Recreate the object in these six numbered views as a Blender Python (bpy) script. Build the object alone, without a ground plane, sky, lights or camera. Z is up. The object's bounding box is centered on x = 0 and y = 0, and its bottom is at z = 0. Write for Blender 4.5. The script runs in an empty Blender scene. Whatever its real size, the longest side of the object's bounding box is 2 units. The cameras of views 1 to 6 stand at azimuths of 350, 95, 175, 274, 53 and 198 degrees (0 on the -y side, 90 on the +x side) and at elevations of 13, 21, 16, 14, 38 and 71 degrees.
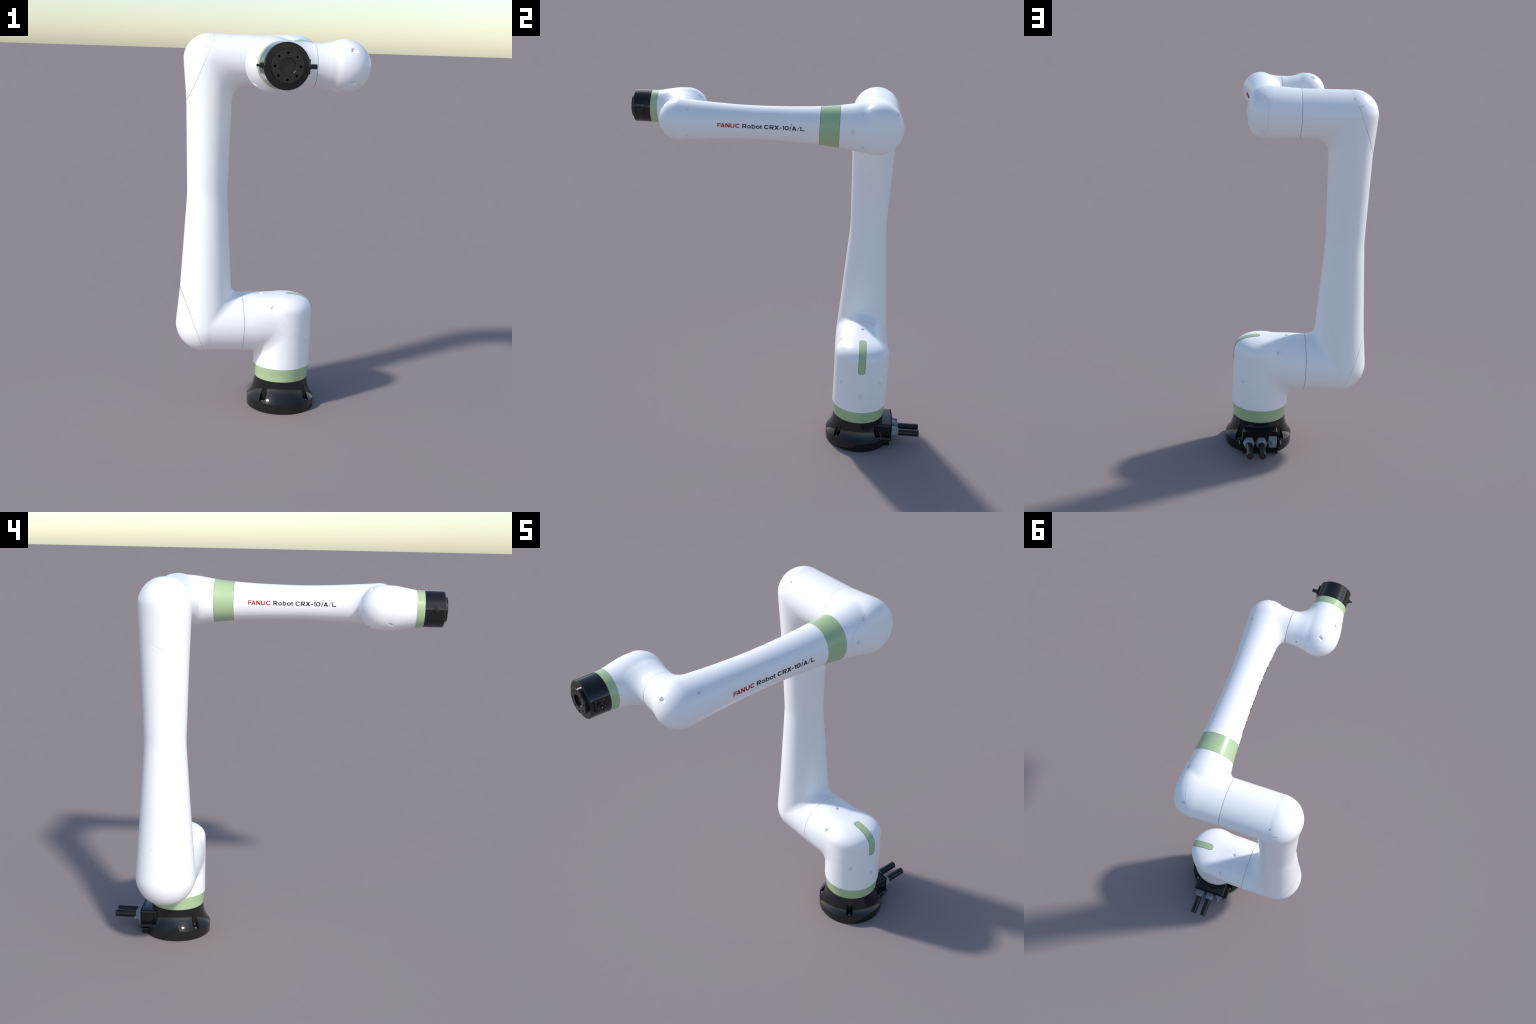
"""Six-axis collaborative robot arm: white rounded castings, green joint rings,
black foot with cable connector box, black tool flange."""
import bpy, bmesh, math
import numpy as np
from mathutils import Vector, Matrix

# ------------------------------------------------------------------ layout (metres)
BX, BY = 0.200, 0.5035          # vertical axis of the foot (joint 1)
AX = -0.228                     # x of the upright arm
Z2, Z3 = 0.478, 1.8635          # heights of shoulder joint 2 and elbow joint 3
WY = -0.5495                    # y of the wrist joint 5
FX = -0.0925                    # x of the tool axis
SEAM2, SEAM3, SEAM5 = -0.036, 0.049, 0.072      # x of the turning joints' gaps
GAP = 0.0019

ROOT = bpy.data.objects.new("robot_arm", None)
bpy.context.scene.collection.objects.link(ROOT)
ROOT.location = (BX, BY, 0)
ROOT["label"] = "white six-axis collaborative robot arm with green rings and black foot"
ROOT["category"] = "robot arm"

# ------------------------------------------------------------------ materials
def material(name, colour, rough, spec=0.5, noise=0.0, metallic=0.0, bump=0.0, scale=60.0, coat=0.0):
    m = bpy.data.materials.new(name)
    m.use_nodes = True
    nt = m.node_tree
    b = nt.nodes["Principled BSDF"]
    b.inputs["Base Color"].default_value = (*colour, 1)
    b.inputs["Roughness"].default_value = rough
    b.inputs["Specular IOR Level"].default_value = spec
    b.inputs["Metallic"].default_value = metallic
    b.inputs["Coat Weight"].default_value = coat
    tc = nt.nodes.new("ShaderNodeTexCoord")
    nz = nt.nodes.new("ShaderNodeTexNoise")
    nz.inputs["Scale"].default_value = scale
    nz.inputs["Detail"].default_value = 3
    nt.links.new(tc.outputs["Object"], nz.inputs["Vector"])
    if noise:
        mr = nt.nodes.new("ShaderNodeMapRange")
        mr.inputs["To Min"].default_value = rough - noise
        mr.inputs["To Max"].default_value = rough + noise
        nt.links.new(nz.outputs["Fac"], mr.inputs["Value"])
        nt.links.new(mr.outputs["Result"], b.inputs["Roughness"])
    if bump:
        bp = nt.nodes.new("ShaderNodeBump")
        bp.inputs["Strength"].default_value = bump
        bp.inputs["Distance"].default_value = 0.0005
        nt.links.new(nz.outputs["Fac"], bp.inputs["Height"])
        nt.links.new(bp.outputs["Normal"], b.inputs["Normal"])
    return m

WHITE = material("white_enamel", (0.99, 0.99, 0.995), 0.30, 0.5, noise=0.015)
GREEN = material("green_enamel", (0.44, 0.59, 0.33), 0.28, 0.5, noise=0.015)
BLACK = material("black_gloss", (0.010, 0.010, 0.011), 0.09, 0.5, noise=0.006)
FACE = material("black_anodised_face", (0.016, 0.016, 0.017), 0.22, 0.5, noise=0.02)
CABLE = material("black_cable_sheath", (0.010, 0.010, 0.010), 0.26, 0.5, noise=0.02)
MATT = material("black_gasket", (0.004, 0.004, 0.004), 0.7, 0.2)
GAP_SHADE = material("painted_gap_shadow", (0.02, 0.022, 0.025), 0.6, 0.3)
NYLON = material("grey_nylon", (0.235, 0.262, 0.295), 0.4, 0.4, noise=0.02)
STEEL = material("bolt_steel", (0.55, 0.56, 0.58), 0.35, metallic=0.8)
BOLT = material("black_bolt", (0.02, 0.02, 0.022), 0.25, 0.5)
RED = material("red_print", (0.55, 0.012, 0.02), 0.4, 0.4)
INK = material("black_print", (0.018, 0.019, 0.021), 0.4, 0.4)

# ------------------------------------------------------------------ mesh helpers
def sharp_by_angle(me, deg):
    me.polygons.foreach_set("use_smooth", [True] * len(me.polygons))
    if hasattr(me, "set_sharp_from_angle"):
        me.set_sharp_from_angle(angle=math.radians(deg))

def add_object(name, me, mat, parent=None, deg=32):
    if not isinstance(mat, (list, tuple)):
        mat = [mat]
    me.materials.clear()
    for m in mat:
        me.materials.append(m)
    if deg is not None:
        sharp_by_angle(me, deg)
    ob = bpy.data.objects.new(name, me)
    bpy.context.scene.collection.objects.link(ob)
    adopt(ob, parent)
    return ob

def adopt(ob, parent=None):
    p = parent or ROOT
    ob.parent = p
    ob.matrix_parent_inverse = Matrix.Translation(-ROOT.location) if p is ROOT else Matrix.Identity(4)

def mesh_from_bm(name, bm):
    me = bpy.data.meshes.new(name)
    bmesh.ops.recalc_face_normals(bm, faces=bm.faces)
    bm.to_mesh(me)
    bm.free()
    return me

def curve_through(pts):
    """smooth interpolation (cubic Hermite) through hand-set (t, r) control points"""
    t = np.array([p[0] for p in pts], float); v = np.array([p[1] for p in pts], float)
    o = np.argsort(t); t, v = t[o], v[o]
    m = np.gradient(v, t)
    def f(x):
        x = np.clip(x, t[0], t[-1])
        i = np.clip(np.searchsorted(t, x) - 1, 0, len(t) - 2)
        h = t[i + 1] - t[i]; s = (x - t[i]) / h
        return ((2*s**3 - 3*s**2 + 1)*v[i] + (s**3 - 2*s**2 + s)*h*m[i]
                + (-2*s**3 + 3*s**2)*v[i+1] + (s**3 - s**2)*h*m[i+1])
    return f

def lathe(name, profile, origin, axis, segments=128):
    """closed solid turned from (radius, distance along axis) points"""
    axis = Vector(axis).normalized()
    u = axis.orthogonal().normalized(); w = axis.cross(u)
    o = Vector(origin)
    bm = bmesh.new()
    rings = []
    for r, h in profile:
        if r < 1e-6:
            rings.append([bm.verts.new(o + axis*h)])
        else:
            rings.append([bm.verts.new(o + axis*h + u*(r*math.cos(a)) + w*(r*math.sin(a)))
                          for a in (2*math.pi*k/segments for k in range(segments))])
    for A, B in zip(rings, rings[1:]):
        for k in range(segments):
            k2 = (k+1) % segments
            if len(A) == 1 and len(B) == 1: continue
            if len(A) == 1: bm.faces.new((A[0], B[k], B[k2]))
            elif len(B) == 1: bm.faces.new((A[k], A[k2], B[0]))
            else: bm.faces.new((A[k], A[k2], B[k2], B[k]))
    for R in (rings[0], rings[-1]):
        if len(R) > 1: bm.faces.new(R)
    return mesh_from_bm(name, bm)

def box_mesh(name, lo, hi, bevel=0.0, seg=3, along=None):
    bm = bmesh.new()
    bmesh.ops.create_cube(bm, size=1)
    for v in bm.verts:
        v.co = Vector([lo[i] + (v.co[i]+0.5)*(hi[i]-lo[i]) for i in range(3)])
    if bevel:
        es = [e for e in bm.edges if along is None or
              abs((e.verts[0].co-e.verts[1].co).normalized()[along]) > 0.9]
        bmesh.ops.bevel(bm, geom=es, offset=bevel, segments=seg, affect='EDGES', profile=0.5)
    return mesh_from_bm(name, bm)

def cylinder_between(a, b, r, segments=32):
    a, b = Vector(a), Vector(b)
    return lathe("cutter", [(r, 0), (r, (b-a).length)], a, b-a, segments)

def boolean(ob, cutters, op='DIFFERENCE', deg=32):
    for me in cutters:
        c = bpy.data.objects.new("cutter", me)
        bpy.context.scene.collection.objects.link(c)
        md = ob.modifiers.new("cut", 'BOOLEAN')
        md.operation, md.object, md.solver = op, c, 'MANIFOLD'
    dg = bpy.context.evaluated_depsgraph_get()
    me = bpy.data.meshes.new_from_object(ob.evaluated_get(dg))
    ob.modifiers.clear()
    old, ob.data = ob.data, me
    me.name = old.name
    bpy.data.meshes.remove(old)
    for c in [o for o in bpy.data.objects if o.name.startswith("cutter")]:
        m = c.data; bpy.data.objects.remove(c); bpy.data.meshes.remove(m)
    sharp_by_angle(me, deg)
    return ob

# ------------------------------------------------------------------ implicit bodies
def gradient(f, P, e=1e-4):
    g = np.empty_like(P)
    for i in range(3):
        d = np.zeros(3); d[i] = e
        g[:, i] = (f(*(P+d).T) - f(*(P-d).T)) / (2*e)
    return g

def skin(f, lo, hi, h):
    """mesh the surface f=0 inside a box: dual cells, then settle vertices onto the surface"""
    ax = [np.arange(lo[i], hi[i] + h, h) for i in range(3)]
    n = [len(a) for a in ax]
    F = np.empty(n)
    for s in range(0, n[0], 16):
        F[s:s+16] = f(ax[0][s:s+16, None, None], ax[1][None, :, None], ax[2][None, None, :])
    S = F < 0
    cells = [m - 1 for m in n]
    acc = np.zeros((*cells, 3)); cnt = np.zeros(cells)
    quads = []
    for a in range(3):
        b, c = (a+1) % 3, (a+2) % 3
        s0 = [slice(None)]*3; s1 = [slice(None)]*3
        s0[a] = slice(0, -1); s1[a] = slice(1, None)
        A, B = F[tuple(s0)], F[tuple(s1)]
        hit = np.argwhere(S[tuple(s0)] != S[tuple(s1)])
        fa = A[tuple(hit.T)]; fb = B[tuple(hit.T)]
        pos = hit.astype(float); pos[:, a] += fa/(fa-fb)
        for db in (0, -1):
            for dc in (0, -1):
                cell = hit.copy(); cell[:, b] += db; cell[:, c] += dc
                ok = np.all((cell >= 0) & (cell < cells), axis=1)
                np.add.at(acc, tuple(cell[ok].T), pos[ok]); np.add.at(cnt, tuple(cell[ok].T), 1)
        inner = (hit[:, b] > 0) & (hit[:, c] > 0) & (hit[:, b] < cells[b]) & (hit[:, c] < cells[c])
        q = []
        for db, dc in ((0, 0), (-1, 0), (-1, -1), (0, -1)):
            cell = hit[inner].copy(); cell[:, b] += db; cell[:, c] += dc
            q.append(np.ravel_multi_index(tuple(cell.T), cells))
        q = np.stack(q, 1)
        flip = fa[inner] > 0
        q[flip] = q[flip][:, ::-1]
        quads.append(q)
    Q = np.concatenate(quads)
    ids, inv = np.unique(Q, return_inverse=True)
    Q = inv.reshape(Q.shape)
    P = (acc.reshape(-1, 3)[ids] / cnt.reshape(-1)[ids, None]) * h + np.array([a[0] for a in ax])
    for _ in range(4):
        v = f(*P.T); g = gradient(f, P)
        step = v[:, None]*g / np.maximum((g*g).sum(1), 0.05)[:, None]
        l = np.linalg.norm(step, axis=1, keepdims=True)
        P -= step*np.minimum(1, 0.6*h/np.maximum(l, 1e-12))
    me = bpy.data.meshes.new("skin")
    me.vertices.add(len(P)); me.vertices.foreach_set("co", P.ravel())
    me.loops.add(Q.size); me.loops.foreach_set("vertex_index", Q.ravel())
    me.polygons.add(len(Q)); me.polygons.foreach_set("loop_start", np.arange(0, Q.size, 4))
    me.update(calc_edges=True)
    return me

def keep_side(me, point, normal, cap_slot=0):
    """cut a body on a plane, keep the half on the normal's side and close the cut"""
    bm = bmesh.new(); bm.from_mesh(me)
    r = bmesh.ops.bisect_plane(bm, geom=bm.verts[:]+bm.edges[:]+bm.faces[:], dist=1e-6,
                               plane_co=point, plane_no=normal, clear_inner=True)
    cut = [e for e in r["geom_cut"] if isinstance(e, bmesh.types.BMEdge) and e.is_boundary]
    res = bmesh.ops.edgeloop_fill(bm, edges=cut, mat_nr=cap_slot)
    for fc in res["faces"]:
        fc.material_index = cap_slot
    bmesh.ops.recalc_face_normals(bm, faces=bm.faces)
    out = bpy.data.meshes.new(me.name)
    bm.to_mesh(out); bm.free()
    return out

def fuse(a, b, r):
    """union with a rounded inner corner of radius r"""
    u = np.maximum(r-a, 0); v = np.maximum(r-b, 0)
    return np.maximum(r, np.minimum(a, b)) - np.sqrt(u*u + v*v)

def unit(x, y, z):
    x, y, z = np.broadcast_arrays(x, y, z)
    l = np.maximum(np.sqrt(x*x + y*y + z*z), 1e-9)
    return x/l, y/l, z/l

def spread(n1, n2):
    """0 where two surfaces run side by side, 1 where they meet square"""
    return np.clip(1 - (n1[0]*n2[0] + n1[1]*n2[1] + n1[2]*n2[2]), 0, 1)

# ---- upright arm
arm_x = ([Z2, 0.674, 1.178, 1.662, Z3], [0.1568, 0.1362, 0.1052, 0.1166, 0.1335])
arm_y = ([Z2, 0.674, 0.812, 1.178, 1.550, Z3], [0.1553, 0.1404, 0.1303, 0.1060, 0.1178, 0.1315])

def eased(z, table, soft=0.028):
    """broken-line profile with softened bends"""
    return sum(np.interp(z + o*soft, *table) for o in (-1, -0.6, -0.2, 0.2, 0.6, 1))/6

def upper_arm_field(x, y, z):
    dx, dy = x-AX, y-BY
    rx = eased(z, arm_x); ry = eased(z, arm_y)
    dn = np.maximum(Z2-z, 0)/0.1575; up = np.maximum(z-Z3, 0)/0.1325
    q = np.sqrt((dx/rx)**2 + (dy/ry)**2 + dn**2 + up**2)
    tube = (q-1)*0.5*(rx+ry)
    nt = unit(dx/rx**2, dy/ry**2, (up/0.1325 - dn/0.1575) + 0*dx)
    f = tube
    for zc, rr, seam, fil in ((Z2, (0.1545, 0.1580), SEAM2, 0.046), (Z3, (0.1315, 0.1285), SEAM3, 0.070)):
        r = np.interp(x, [AX, seam], rr)
        pipe = (np.sqrt((dy**2 + (z-zc)**2)/r**2 + (np.minimum(dx, 0)/(rr[0]-0.006))**2) - 1)*r
        nh = unit(np.minimum(dx, 0)*(r/(rr[0]-0.006))**2, dy, z-zc)
        f = fuse(f, pipe, fil*spread(nt, nh) + 1e-5)
    return f

# ---- shoulder
def shoulder_field(x, y, z):
    dx, dy = x-BX, y-BY
    rho = np.sqrt(dx**2 + dy**2)
    R, zc, hh, p = 0.1545, 0.543, 0.089, 2.5
    t = np.maximum(z-zc, 0)/hh
    q = ((rho/R)**p + t**p)**(1/p)
    col = (q-1)*R
    nc = unit(dx*(rho/R)**(p-2)/R**2, dy*(rho/R)**(p-2)/R**2, t**(p-1)/hh)
    rp = np.interp(x, [SEAM2, 0.06, BX], [0.1575, 0.157, 0.1530])
    # the pipe's upper half grows squarer towards the column so that it meets the flat dome level
    pe = np.where(z > Z2, np.interp(x, [SEAM2+0.02, 0.12, BX], [2.0, 2.4, 2.5]), 2.0)
    ay, az = np.abs(dy)/rp, np.abs(z-Z2)/rp
    q2 = (ay**pe + az**pe)**(1/pe)
    pipe = (np.sqrt(q2**2 + (np.maximum(dx, 0)/0.147)**2) - 1)*rp
    nh = unit(np.maximum(dx, 0)*(rp/0.147)**2/rp, np.sign(dy)*ay**(pe-1), np.sign(z-Z2)*az**(pe-1))
    low = np.clip((0.52-z)/0.05, 0, 1)            # the underside corner is filled more than the dome's
    return fuse(col, pipe, (0.020 + 0.020*low)*np.sqrt(spread(nc, nh)) + 0.003)

# ---- forearm (turned along y) with its elbow end
forearm_r = curve_through([(0.5035, 0.1310), (0.44, 0.1305), (0.40, 0.1270), (0.35, 0.1190), (0.305, 0.1120), (0.205, 0.1015),
                           (0.07, 0.0935), (-0.05, 0.0902), (-0.17, 0.0894), (-0.32, 0.0945),
                           (-0.44, 0.1016), (-0.50, 0.1056), (WY, 0.1092)])
forearm_flat = curve_through([(0.5035, 0.951), (0.44, 0.951), (0.40, 0.955), (0.35, 0.960), (0.305, 0.967), (0.205, 0.990), (0.10, 1.0), (-0.05, 1.0), (WY, 1.0)])

def elbow_field(x, y, z):
    dx, dz, dy = x-BX, z-Z3, y-BY
    r = forearm_r(y); rx = r*forearm_flat(y)       # slightly narrower across than high near the elbow
    q = np.sqrt((dx/rx)**2 + (dz/r)**2 + (np.maximum(dy, 0)/0.131)**2)
    tube = (q-1)*r
    nt = unit(dx/rx**2, np.maximum(dy, 0)/0.131**2 + 0*x, dz/r**2)
    rh = np.interp(x, [SEAM3, 0.11, BX], [0.1285, 0.1325, 0.1375])
    p, end = 2.75, 0.1220                          # squarish dome closing the hub
    rad = np.sqrt(dy**2+dz**2)
    t = np.maximum(dx, 0)/end
    q2 = ((rad/rh)**p + t**p)**(1/p)
    hub = (q2-1)*rh
    k = (rad/rh)**(p-2)/rh**2
    nh = unit(t**(p-1)/end + 0*y, dy*k, dz*k)
    return fuse(tube, hub, 0.028*spread(nt, nh) + 0.002)

NECK = 0.0895
def neck(x, y, z, xc):
    """short round neck of joint 5, shrinking once it is inside the ball at xc"""
    rad = np.sqrt((y-WY)**2 + (z-Z3)**2)
    r = np.interp(np.abs(x-xc), [0.0, 0.04, 0.07, 0.10], [0.062, 0.083, 0.0890, NECK])
    return rad-r, unit(0*x, y-WY, z-Z3)

def melt(a, b, k):
    """soft union, k sets how far the corner is filled"""
    h = np.maximum(k-np.abs(a-b), 0)/k
    return np.minimum(a, b) - h*h*k/4

def forearm_field(x, y, z):
    dx, dz = x-BX, z-Z3
    r = forearm_r(y); rx = r*forearm_flat(y)
    e = np.maximum(WY-y, 0)/0.1068
    q = np.sqrt((dx/rx)**2 + (dz/r)**2 + e**2)
    tube = (q-1)*r
    nt = unit(dx/rx**2, -e/0.1068 + 0*x, dz/r**2)
    nk, nn = neck(x, y, z, BX)
    stub = np.maximum(nk, x-BX)
    return melt(tube, stub, 0.058*np.sqrt(spread(nt, nn)) + 1e-4)

wrist_r = curve_through([(WY, 0.1108), (-0.590, 0.1098), (-0.620, 0.1066), (-0.648, 0.1018), (-0.675, 0.0968), (-0.695, 0.0930), (-0.712, 0.0906)])
def wrist_field(x, y, z):
    dx, dz = x-FX, z-Z3
    r = wrist_r(y)
    e = np.maximum(y-WY, 0)/0.1115
    q = np.sqrt((dx**2+dz**2)/r**2 + e**2)
    tube = (q-1)*r
    nt = unit(dx/r**2, e/0.1115 + 0*x, dz/r**2)
    nk, nn = neck(x, y, z, FX)
    stub = np.maximum(nk, FX-x)
    return melt(tube, stub, 0.078*np.sqrt(spread(nt, nn)) + 1e-4)

# ------------------------------------------------------------------ castings: skin, joints, covers, screw holes
def holes(points, direction, radius, depth, field, back=0.03):
    """blind holes sunk along `direction`, each started on the casting's surface"""
    d = Vector(direction).normalized()
    out = []
    for p in points:
        p = Vector(p)
        t = np.linspace(-0.04, 0.04, 801)
        v = field(p.x + d.x*t, p.y + d.y*t, p.z + d.z*t)
        cross = t[1:][(v[:-1] < 0) & (v[1:] >= 0)]
        if len(cross):
            p = p + d*float(cross[np.argmin(abs(cross))])
        out.append(cylinder_between(p - d*depth, p + d*back, radius, 28))
    return out

H = 0.0035
S2 = [WHITE, GAP_SHADE]  # slot 1: cut faces coloured dark for the shadow within open seams

# upright arm and its two end covers
arm_skin = skin(upper_arm_field, (-0.400, 0.330, 0.300), (SEAM3+0.012, 0.676, 2.010), H)
arm_skin = keep_side(arm_skin, (SEAM3-GAP/2, 0, 0), (-1, 0, 0), 1)
# the lower pipe ends earlier: trim below mid height only
low = keep_side(keep_side(arm_skin, (0, 0, 1.0), (0, 0, -1)), (SEAM2-GAP/2, 0, 0), (-1, 0, 0), 1)
high = keep_side(arm_skin, (0, 0, 1.0), (0, 0, 1))

def join_halves(a, b):
    bm = bmesh.new(); bm.from_mesh(a); bm.from_mesh(b)
    flat = [f for f in bm.faces if all(abs(v.co.z-1.0) < 1e-4 for v in f.verts)]
    bmesh.ops.delete(bm, geom=flat, context='FACES_ONLY')
    bmesh.ops.delete(bm, geom=[e for e in bm.edges if not e.link_faces], context='EDGES')
    bmesh.ops.remove_doubles(bm, verts=[v for v in bm.verts if abs(v.co.z-1.0) < 1e-4], dist=1e-5)
    out = bpy.data.meshes.new("upper_arm"); bm.to_mesh(out); bm.free()
    return out
arm_skin = join_halves(low, high)

def wedge_split(me, normal, c, pivot, wide, thin, reach):
    """body and cover with a gap that is `wide` at the pivot and narrows to `thin` over `reach`"""
    n = Vector(normal).normalized()
    t = Vector((-n.z, 0, n.x))
    pv = Vector(pivot); pv += n*(c - n.dot(pv))
    if t.dot(Vector((AX, BY, Z3 if pv.z > 1 else Z2)) - pv) < 0: t = -t
    body = keep_side(me, pv - n*(wide/2), -n, 1)
    n2 = (n + t*((wide-thin)/reach)).normalized()
    cover = keep_side(me, pv + n*(wide/2), n2, 1)
    return body, cover

body, cov_low = wedge_split(arm_skin, (-0.937, 0, -0.349), 0.106, (-0.364, BY, 0.674), 0.0021, 0.0003, 0.38)
body, cov_up = wedge_split(body, (-0.926, 0, 0.378), 0.947, (-0.339, BY, 1.675), 0.0018, 0.0002, 0.37)
upper_arm = add_object("upper_arm", body, S2)
arm_cover = add_object("arm_end_cover", cov_low, S2, upper_arm)
arm_cover_up = add_object("arm_end_cover", cov_up, S2, upper_arm)
boolean(arm_cover, holes([(-0.284, 0.360, 0.415), (-0.284, 0.647, 0.415)], (-0.937, 0, -0.349), 0.0055, 0.012, upper_arm_field))
boolean(arm_cover_up, holes([(-0.258, 0.389, 1.928), (-0.258, 0.618, 1.928)], (-0.926, 0, 0.378), 0.0055, 0.012, upper_arm_field))
boolean(upper_arm, holes([(-0.217, 0.412, 1.960), (-0.217, 0.5035, 1.996), (-0.217, 0.595, 1.960)], (-0.5, 0, 0.87), 0.0045, 0.010, upper_arm_field))

# shoulder
me = skin(shoulder_field, (SEAM2-0.012, 0.335, 0.228), (0.364, 0.672, 0.650), H)
me = keep_side(me, (SEAM2+GAP/2, 0, 0), (1, 0, 0), 1)
me = keep_side(me, (0, 0, 0.2415), (0, 0, 1), 1)
n45 = Vector((1, 0, 1)).normalized()
body = keep_side(me, n45*0.48238, -n45, 0)
cov = keep_side(me, n45*0.48262, n45, 0)
shoulder = add_object("shoulder_housing", body, S2)
shoulder_cover = add_object("shoulder_cover", cov, S2, shoulder)
SH = [(0.070, BY, 0.635), (0.128, BY-0.1275, 0.590), (0.128, BY+0.1275, 0.590),
      (0.305, BY-0.1115, 0.406), (0.305, BY+0.1115, 0.406), (0.354, BY, 0.349)]
for part in (shoulder_cover, shoulder):
    boolean(part, holes(SH, n45, 0.0102, 0.013, shoulder_field))

# elbow housing
me = skin(elbow_field, (SEAM3-0.012, 0.290, 1.715), (0.350, 0.660, 2.012), H)
me = keep_side(me, (SEAM3+GAP/2, 0, 0), (1, 0, 0), 1)
me = keep_side(me, (0, 0.3055, 0), (0, 1, 0), 1)
nE = Vector((0.960, 0.280, 0)).normalized()
body = keep_side(me, nE*0.3911, -nE, 0)
cov = keep_side(me, nE*0.3917, nE, 0)
elbow = add_object("elbow_housing", body, S2)
elbow_cover = add_object("elbow_cover", cov, S2, elbow)
EH = [(0.297, 0.423, 1.953), (0.317, 0.370, 1.865), (0.294, 0.424, 1.775),
      (0.248, 0.604, 1.954), (0.248, 0.604, 1.774)]
for part in (elbow_cover, elbow):
    boolean(part, holes(EH, nE, 0.0102, 0.009, elbow_field))

# forearm
me = skin(forearm_field, (SEAM5-0.012, -0.672, 1.735), (0.322, 0.218, 1.985), H)
me = keep_side(me, (0, 0.2020, 0), (0, -1, 0), 1)
nF = Vector((0.915, -0.403, 0)).normalized()
me = keep_side(me, (SEAM5+GAP/2, 0, 0), (1, 0, 0), 1)
body = keep_side(me, nF*0.42985, -nF, 0)
cov = keep_side(me, nF*0.43015, nF, 0)
forearm = add_object("forearm", body, S2)
forearm_cover = add_object("forearm_end_cover", cov, S2, forearm)
FH = [(0.276, -0.4905, 1.936), (0.276, -0.4905, 1.792), (0.210, -0.6315, 1.928), (0.210, -0.6315, 1.800)]
for part in (forearm_cover, forearm):
    boolean(part, holes(FH, nF, 0.0102, 0.011, forearm_field))

# wrist
me = skin(wrist_field, (-0.212, -0.722, 1.740), (SEAM5+0.012, -0.430, 1.985), H)
me = keep_side(me, (SEAM5-GAP/2, 0, 0), (-1, 0, 0), 1)
me = keep_side(me, (0, -0.7106, 0), (0, 1, 0), 1)
nW = Vector((-0.776, 0.630, 0)).normalized()
cW = nW.dot(Vector((FX, WY, 0)))
body = keep_side(me, nW*(cW+0.0217), -nW, 0)
cov = keep_side(me, nW*(cW+0.0223), nW, 0)
wrist = add_object("wrist_housing", body, S2)
wrist_cover = add_object("wrist_cover", cov, S2, wrist)
WH = [(-0.107, -0.504, 1.957), (-0.107, -0.504, 1.770), (-0.175, -0.589, 1.940), (-0.175, -0.589, 1.788)]
for part in (wrist_cover, wrist):
    boolean(part, holes(WH, nW, 0.0102, 0.012, wrist_field))
boolean(wrist, holes([(0.002, -0.446, 1.892), (0.002, -0.446, 1.835)], (-0.3, 1, 0), 0.006, 0.010, wrist_field))

# dark discs set inside the turning joints to blacken their gaps like shadow
for seam, y, z, r in ((SEAM2, BY, Z2, 0.153), (SEAM3, BY, Z3, 0.1235), (SEAM5, WY, Z3, 0.085)):
    add_object("joint_shadow_disc", lathe("joint_shadow_disc", [(r, -0.0009), (r, 0.0009)], (seam, y, z), (1, 0, 0)), GAP_SHADE)

# ------------------------------------------------------------------ green rings
def ring(name, prof, origin, axis):
    return add_object(name, lathe(name, prof, origin, axis, 144), GREEN)

ring("foot_ring", [(0.1452, 0.1680), (0.1460, 0.180), (0.1475, 0.195), (0.1498, 0.212), (0.1520, 0.226), (0.1536, 0.2412)], (BX, BY, 0), (0, 0, 1))
band_ring = ring("forearm_ring", [(float(forearm_r(t)), t) for t in np.linspace(0.2036, 0.3040, 14)], (BX, 0, Z3), (0, 1, 0))
for v in band_ring.data.vertices:
    v.co.x = BX + (v.co.x-BX)*float(forearm_flat(v.co.y))
ring("wrist_ring", [(0.0893, -0.7500), (0.0896, -0.738), (0.0900, -0.724), (0.0905, -0.7108)], (FX, 0, Z3), (0, 1, 0))

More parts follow.
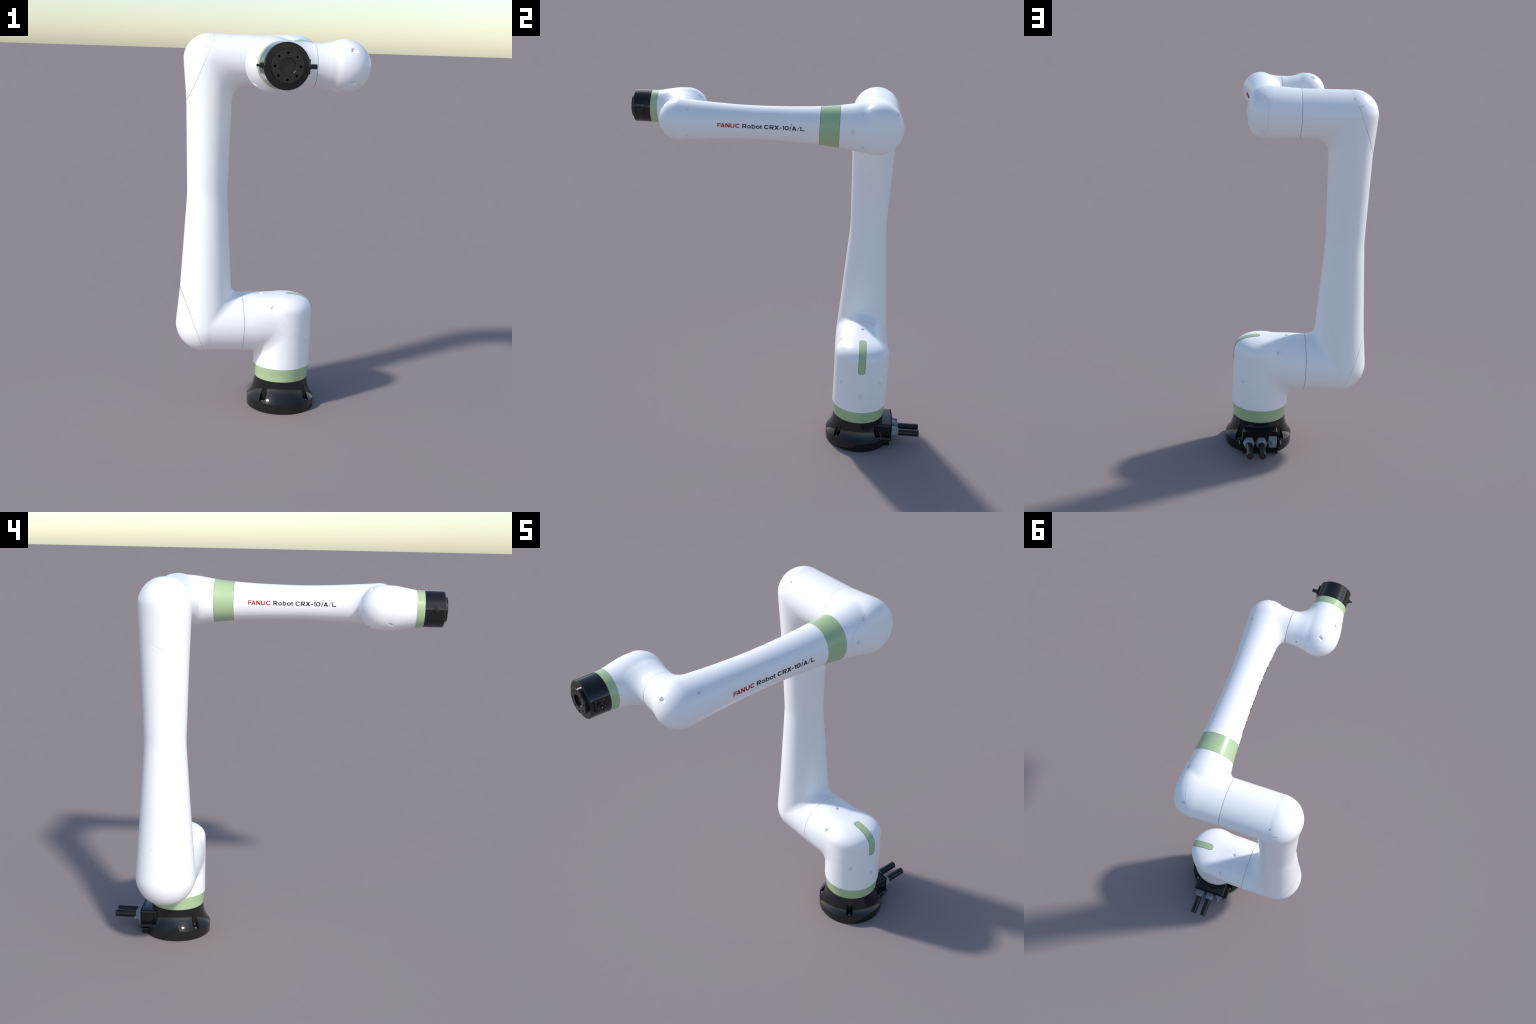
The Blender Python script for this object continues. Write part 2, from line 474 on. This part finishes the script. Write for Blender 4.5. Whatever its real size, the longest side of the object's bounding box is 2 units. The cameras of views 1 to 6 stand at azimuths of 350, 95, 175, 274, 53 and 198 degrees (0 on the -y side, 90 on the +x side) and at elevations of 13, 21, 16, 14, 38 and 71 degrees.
# green status lamp: a strip laid over the shoulder dome in the plane y = BY
def lamp_strip(name, half, grow, lift, mat):
    bm = bmesh.new()
    cx, cz = BX+0.02, 0.46
    a0, a1 = math.radians(92.5), math.radians(11.5)
    pts = []
    for k in range(121):
        a = a0 + (a1-a0)*k/120
        lo_, hi_ = 0.02, 0.30
        for _ in range(40):
            m_ = (lo_+hi_)/2
            if shoulder_field(np.array(cx+m_*math.cos(a)), np.array(BY), np.array(cz+m_*math.sin(a))) < 0: lo_ = m_
            else: hi_ = m_
        pts.append((cx+lo_*math.cos(a), cz+lo_*math.sin(a)))
    s = np.concatenate([[0], np.cumsum([math.dist(p, q) for p, q in zip(pts, pts[1:])])])
    L = s[-1]
    px_, pz_ = np.array(pts).T
    w = half+grow
    N = 160
    grid = []
    tt = -grow + (L+2*grow)*(0.5 - 0.5*np.cos(np.linspace(0, math.pi, N+1)))
    for t in tt:
        near = min(t+grow, L+grow-t)
        ww = w if near >= w else math.sqrt(max(w*w-(w-near)**2, 0))
        ww = max(ww, 2e-4)
        x0, z0 = np.interp(t, s, px_), np.interp(t, s, pz_)
        row = []
        P = np.array([[x0, BY+ww*u, z0] for u in np.linspace(-1, 1, 13)])
        for _ in range(4):
            g = gradient(shoulder_field, P)
            P = P - shoulder_field(*P.T)[:, None]*g/(g*g).sum(1)[:, None]
        g = gradient(shoulder_field, P); g /= np.linalg.norm(g, axis=1)[:, None]
        grid.append(([bm.verts.new(p) for p in P+g*lift], [bm.verts.new(p) for p in P-g*0.003]))
    for (a, ai), (b, bi) in zip(grid, grid[1:]):
        for j in range(12):
            bm.faces.new((a[j], a[j+1], b[j+1], b[j]))
            bm.faces.new((ai[j], bi[j], bi[j+1], ai[j+1]))
        bm.faces.new((a[0], b[0], bi[0], ai[0])); bm.faces.new((a[12], ai[12], bi[12], b[12]))
    for a, ai in (grid[0], grid[-1]):
        for j in range(12):
            bm.faces.new((a[j], ai[j], ai[j+1], a[j+1]))
    return add_object(name, mesh_from_bm(name, bm), mat, shoulder, 50)

lamp_strip("status_lamp", 0.0185, 0.0, 0.0012, GREEN)
lamp_strip("lamp_dark_border", 0.0185, 0.0016, 0.0005, GAP_SHADE)  # slightly wider dark strip underneath, showing as a thin dark line round the lamp

# ------------------------------------------------------------------ foot
foot_r = curve_through([(0.052, 0.1842), (0.060, 0.1782), (0.070, 0.1713), (0.082, 0.1645), (0.097, 0.1580), (0.112, 0.1530), (0.130, 0.1489), (0.150, 0.1462), (0.1675, 0.1452)])
prof = [(0.0, 0.0), (0.1825, 0.0), (0.1844, 0.002), (0.1844, 0.0508)]
prof += [(float(foot_r(t)), t) for t in np.linspace(0.052, 0.1675, 28)] + [(0.0, 0.1675)]
foot = add_object("foot", lathe("foot", prof, (BX, BY, 0), (0, 0, 1), 160), BLACK)
corners = [math.radians(a) for a in (-45, -135, 45, 135)]
PR = 0.1635
cut = [cylinder_between((BX+PR*math.cos(a), BY+PR*math.sin(a), 0.046), (BX+PR*math.cos(a), BY+PR*math.sin(a), 0.2), 0.0195, 40) for a in corners]
boolean(foot, cut, deg=17)
bolt_prof = [(0.0, 0.0), (0.0125, 0.0), (0.0125, 0.011), (0.0110, 0.0125), (0.0062, 0.0125), (0.0062, 0.006), (0.0, 0.006)]
bolt_me = lathe("foot_bolt", bolt_prof, (0, 0, 0), (0, 0, 1), 32)
pin_me = lathe("bolt_socket", [(0.0, 0.006), (0.0070, 0.006), (0.0070, 0.0140), (0.0, 0.0140)], (0, 0, 0), (0, 0, 1), 6)
for i, a in enumerate(corners):
    if i == 0:
        b0 = add_object("foot_bolt", bolt_me, BOLT, foot)
        s0 = add_object("bolt_socket", pin_me, STEEL, foot)
        b, s_ = b0, s0
    else:
        b, s_ = b0.copy(), s0.copy()
        for o in (b, s_): bpy.context.scene.collection.objects.link(o)
    for o in (b, s_): o.location = (BX+(PR+0.004)*math.cos(a), BY+(PR+0.004)*math.sin(a), 0.0455)

# connector box at the back of the foot
box = add_object("connector_box", box_mesh("connector_box", (0.1030, 0.600, 0.030), (0.2945, 0.6970, 0.1380), 0.012, 4, along=1), BLACK, deg=50)
add_object("box_gasket", box_mesh("box_gasket", (0.1012, 0.6965, 0.0282), (0.2962, 0.7020, 0.1398), 0.013, 4, along=1), MATT, box, 50)
for x in (0.1100, 0.2870):
    add_object("box_foot", box_mesh("box_foot", (x-0.0085, 0.640, 0.0030), (x+0.0085, 0.6940, 0.0310), 0.002, 2), BLACK, box)
for x, s_ in ((0.0905, -1), (0.3075, 1)):
    add_object("box_rail", lathe("box_rail", [(0.0, 0.620), (0.0100, 0.620), (0.0100, 0.6940), (0.0085, 0.6958), (0.0, 0.6958)], (x, 0, 0.0540), (0, 1, 0), 32), BLACK, box, 20)
    add_object("box_flange", box_mesh("box_flange", (min(x, x-s_*0.015), 0.600, 0.046), (max(x, x-s_*0.015), 0.6920, 0.062), 0.001, 1), BLACK, box)

CZ = 0.0780
def prism(name, outline, y0, y1, x, z, mat):
    """nut with a flat-sided outline and a chamfered front"""
    bm = bmesh.new()
    rows = []
    for y, k in ((y0, 1.0), (y1-0.003, 1.0), (y1, 0.92)):
        rows.append([bm.verts.new((x + k*u, y, z + k*w)) for u, w in outline])
    n = len(outline)
    for A, B in zip(rows, rows[1:]):
        for i in range(n): bm.faces.new((A[i], A[(i+1) % n], B[(i+1) % n], B[i]))
    bm.faces.new(rows[0]); bm.faces.new(rows[-1])
    return add_object(name, mesh_from_bm(name, bm), mat, box, 25)

HEX = [(0.0330*math.cos(math.pi/3*i), 0.0330*math.sin(math.pi/3*i)) for i in range(6)]
for x in (0.2620, 0.1945):
    prism("cable_gland", HEX, 0.7010, 0.7270, x, CZ, NYLON)
    add_object("gland_collar", lathe("gland_collar", [(0.0, 0.7260), (0.0275, 0.7260), (0.0268, 0.7380), (0.0215, 0.7430), (0.0, 0.7430)], (x, 0, CZ), (0, 1, 0), 48), NYLON, box)
    add_object("cable", lathe("cable", [(0.0, 0.7400), (0.0193, 0.7400), (0.0193, 0.8605), (0.0183, 0.8615), (0.0, 0.8615)], (x, 0, CZ), (0, 1, 0), 48), CABLE, box, 20)
prism("plug_nut", [(-0.0250, 0), (-0.0205, -0.0340), (0.0205, -0.0340), (0.0250, 0), (0.0205, 0.0340), (-0.0205, 0.0340)], 0.7010, 0.7110, 0.1330, CZ+0.003, NYLON)
add_object("plug_nozzle", lathe("plug_nozzle", [(0.0, 0.7100), (0.0170, 0.7100), (0.0130, 0.7150), (0.0098, 0.7210), (0.0085, 0.7300), (0.0080, 0.7420), (0.0, 0.7420)], (0.1330, 0, CZ+0.003), (0, 1, 0), 32), NYLON, box)

# ------------------------------------------------------------------ tool flange
flange_prof = [(0.0, -0.7508), (0.0886, -0.7508), (0.0878, -0.8445), (0.0855, -0.8470), (0.0830, -0.8482), (0.0620, -0.8482), (0.0, -0.8482)]
flange = add_object("tool_flange", lathe("tool_flange", flange_prof, (FX, 0, Z3), (0, 1, 0), 144), BLACK, deg=20)
disc_prof = [(0.0, -0.8470), (0.0612, -0.8470), (0.0612, -0.8600), (0.0600, -0.8615), (0.0326, -0.8615), (0.0315, -0.8605), (0.0315, -0.8500), (0.0, -0.8500)]
disc = add_object("flange_face", lathe("flange_face", disc_prof, (FX, 0, Z3), (0, 1, 0), 112), FACE, flange)
boolean(disc, [cylinder_between((FX+0.0487*math.cos(a), -0.8479, Z3+0.0487*math.sin(a)), (FX+0.0487*math.cos(a), -0.87, Z3+0.0487*math.sin(a)), 0.0051, 24)
               for a in (math.pi/4*k for k in range(8))], deg=20)
first = None
for k in range(8):                               # matt black discs modelled for the shade down the tapped holes
    if first is None:
        first = o = add_object("hole_shadow_disc", lathe("hole_shadow_disc", [(0.0, -0.8478), (0.0050, -0.8478), (0.0050, -0.8510), (0.0, -0.8510)], (0, 0, 0), (0, 1, 0), 24), MATT, flange)
    else:
        o = first.copy(); bpy.context.scene.collection.objects.link(o)
    o.location = (FX+0.0487*math.cos(math.pi/4*k), 0, Z3+0.0487*math.sin(math.pi/4*k))
TY = -0.806
add_object("connector_plate", box_mesh("connector_plate", (-0.020, TY-0.0265, 1.8355), (-0.0005, TY+0.0255, 1.8915), 0.003, 2), BLACK, flange)
add_object("tool_connector", lathe("tool_connector", [(0.0, -0.002), (0.0135, -0.002), (0.0135, 0.004), (0.0105, 0.006), (0.0092, 0.0075), (0.0092, 0.0295), (0.0, 0.0295)], (0, TY, Z3), (1, 0, 0), 24), BOLT, flange)
add_object("connector_plate", box_mesh("connector_plate", (-0.1820, TY-0.0150, Z3-0.0135), (-0.160, TY+0.0150, Z3+0.0135), 0.002, 2), BLACK, flange)
add_object("air_fitting", lathe("air_fitting", [(0.0, 0.180), (0.0110, 0.180), (0.0110, 0.1865), (0.0085, 0.188), (0.0050, 0.193), (0.0050, 0.2005), (0.0, 0.2005)], (0, TY, Z3), (-1, 0, 0), 6), BOLT, flange)

# ------------------------------------------------------------------ lettering on both sides of the forearm
CAP, BASE = 0.0218, 1.8518
U = 0.453/1883.0                 # letter table is in units of this length along the line
LETTERS = [("F", 172, 250, 0, 1), ("A", 243, 332, 0, 1), ("N", 345, 437, 0, 1), ("U", 452, 542, 0, 1), ("C", 558, 660, 0, 1),
           ("R", 712, 805, 0, 1), ("o", 820, 895, 0, .76), ("b", 915, 992, 0, 1), ("o", 1005, 1087, 0, .76), ("t", 1093, 1133, 0, .88),
           ("C", 1187, 1286, 0, 1), ("R", 1302, 1397, 0, 1), ("X", 1406, 1504, 0, 1), ("-", 1516, 1568, .36, .53), ("1", 1583, 1616, 0, 1),
           ("0", 1630, 1719, 0, 1), ("i", 1733, 1788, 0, 1.46), ("A", 1790, 1882, 0, 1), ("/", 1893, 1957, 0, 1), ("L", 1972, 2056, 0, 1)]

def bar_polygon(bm, pts):
    bm.faces.new([bm.verts.new((x, y, 0)) for x, y in pts])

def band(bm, outer, inner):
    """strip of quads between two outlines"""
    A = [bm.verts.new((*p, 0)) for p in outer]; B = [bm.verts.new((*p, 0)) for p in inner]
    for i in range(len(A)-1):
        bm.faces.new((A[i], A[i+1], B[i+1], B[i]))

def bow(cx, cy, rx, ry, a0, a1, n=20, p=2.35):
    """arc of a squarish oval, angles in degrees"""
    out = []
    for k in range(n+1):
        a = math.radians(a0 + (a1-a0)*k/n)
        c, s_ = math.cos(a), math.sin(a)
        out.append((cx + rx*math.copysign(abs(c)**(2/p), c), cy + ry*math.copysign(abs(s_)**(2/p), s_)))
    return out

def glyph(ch):
    """flat extended letter filling the unit square"""
    bm = bmesh.new()
    W, T = 0.23, 0.18                               # stem and bar thickness
    if ch == "i":                                   # slanted letter with small feet and a square dot
        bar_polygon(bm, [(.02, .0), (.40, .0), (.42, .05), (.72, .60), (.78, .66), (.44, .66), (.24, .60), (.42, .57), (.12, .06)])
        bar_polygon(bm, [(.66, .84), (.96, .84), (1.0, 1.0), (.70, 1.0)])
    elif ch == "/":
        bar_polygon(bm, [(0, 0), (.15, 0), (1, 1), (.85, 1)])
    elif ch == "-":
        bar_polygon(bm, [(0, 0), (1, 0), (1, 1), (0, 1)])
    elif ch == "1":
        bar_polygon(bm, [(.40, 0), (1, 0), (1, 1), (.52, 1), (0, .82), (0, .66), (.40, .76)])
    elif ch == "F":
        bar_polygon(bm, [(0, 0), (W, 0), (W, .42), (.90, .42), (.90, .59), (W, .59), (W, 1-T), (1, 1-T), (1, 1), (0, 1)])
    elif ch == "L":
        bar_polygon(bm, [(0, 0), (1, 0), (1, T), (W, T), (W, 1), (0, 1)])
    elif ch == "X":
        bar_polygon(bm, [(0, 0), (.29, 0), (.5, .34), (.71, 0), (1, 0), (.66, .52), (.97, 1), (.69, 1), (.5, .70), (.31, 1), (.03, 1), (.34, .52)])
    elif ch == "N":
        bar_polygon(bm, [(0, 0), (W, 0), (W, .66), (.71, 0), (1, 0), (1, 1), (1-W, 1), (1-W, .34), (.29, 1), (0, 1)])
    elif ch == "A":
        bar_polygon(bm, [(0, 0), (.25, 0), (.315, .17), (.38, .33), (.5, .70), (.5, 1), (.37, 1)])
        bar_polygon(bm, [(1, 0), (.63, 1), (.5, 1), (.5, .70), (.62, .33), (.685, .17), (.75, 0)])
        bar_polygon(bm, [(.315, .17), (.685, .17), (.62, .33), (.38, .33)])
    elif ch == "U":
        band(bm, [(0, 1)] + bow(.5, .42, .5, .42, 180, 360) + [(1, 1)],
                 [(W, 1)] + bow(.5, .42, .5-W, .42-T, 180, 360) + [(1-W, 1)])
    elif ch == "C":
        band(bm, bow(.5, .5, .5, .5, 32, 328, 36), bow(.5, .5, .5-W, .5-T, 32, 328, 36))
    elif ch in "o0":
        t = T if ch == "0" else 0.22
        band(bm, bow(.5, .5, .5, .5, 0, 360, 44), bow(.5, .5, .5-W-.01, .5-t, 0, 360, 44))
    elif ch == "b":
        bar_polygon(bm, [(0, 0), (W, 0), (W, 1), (0, 1)])
        band(bm, [(W, .76)] + bow(.52, .38, .48, .38, 100, -100, 28) + [(W, 0)],
                 [(W, .60)] + bow(.52, .38, .48-W, .22, 100, -100, 28) + [(W, .16)])
    elif ch == "R":
        bar_polygon(bm, [(0, 0), (W, 0), (W, 1), (0, 1)])
        band(bm, [(W, 1)] + bow(.66, .68, .30, .32, 90, -90) + [(W, .36)],
                 [(W, 1-T)] + bow(.64, .68, .10, .14, 90, -90) + [(W, .54)])
        bar_polygon(bm, [(.40, .36), (.68, .36), (1, 0), (.70, 0)])
    elif ch == "t":
        bar_polygon(bm, [(0, .60), (.28, .60), (.28, .20), (.44, 0), (1, 0), (1, .18), (.72, .20), (.72, .60), (1, .60), (1, .80), (.72, .80), (.72, 1), (.28, 1), (.28, .80), (0, .80)])
    bmesh.ops.remove_doubles(bm, verts=bm.verts, dist=1e-4)
    bmesh.ops.triangulate(bm, faces=bm.faces)
    return bm

for side in (1, -1):
    for k, (ch, u0, u1, h0, h1) in enumerate(LETTERS):
        bm = glyph(ch)
        for v in bm.verts:
            v.co.x = ((u0 + (u1-u0)*v.co.x) - 172)*U
            v.co.y = (h0 + (h1-h0)*v.co.y)*CAP
        for q in np.arange(0.002, 0.033, 0.002):
            bmesh.ops.bisect_plane(bm, geom=bm.verts[:]+bm.edges[:]+bm.faces[:], dist=1e-6, plane_co=(0, q, 0), plane_no=(0, 1, 0))
        bmesh.ops.triangulate(bm, faces=[f for f in bm.faces if len(f.verts) > 4])
        ex = bmesh.ops.extrude_face_region(bm, geom=bm.faces[:])
        for v in [g for g in ex["geom"] if isinstance(g, bmesh.types.BMVert)]:
            v.co.z = 1.0
        for v in bm.verts:
            y = (-0.330 + v.co.x) if side > 0 else (0.1255 - v.co.x)
            r = float(forearm_r(np.array(y)))
            a = (BASE + v.co.y - Z3)/r
            rr = r + (0.0011 if v.co.z > 0.5 else -0.0020)
            v.co = Vector((BX + side*(rr - r*(1-float(forearm_flat(y))))*math.cos(a), y, Z3 + rr*math.sin(a)))
        add_object("letter", mesh_from_bm("letter", bm), RED if k < 5 else INK, forearm, 40)
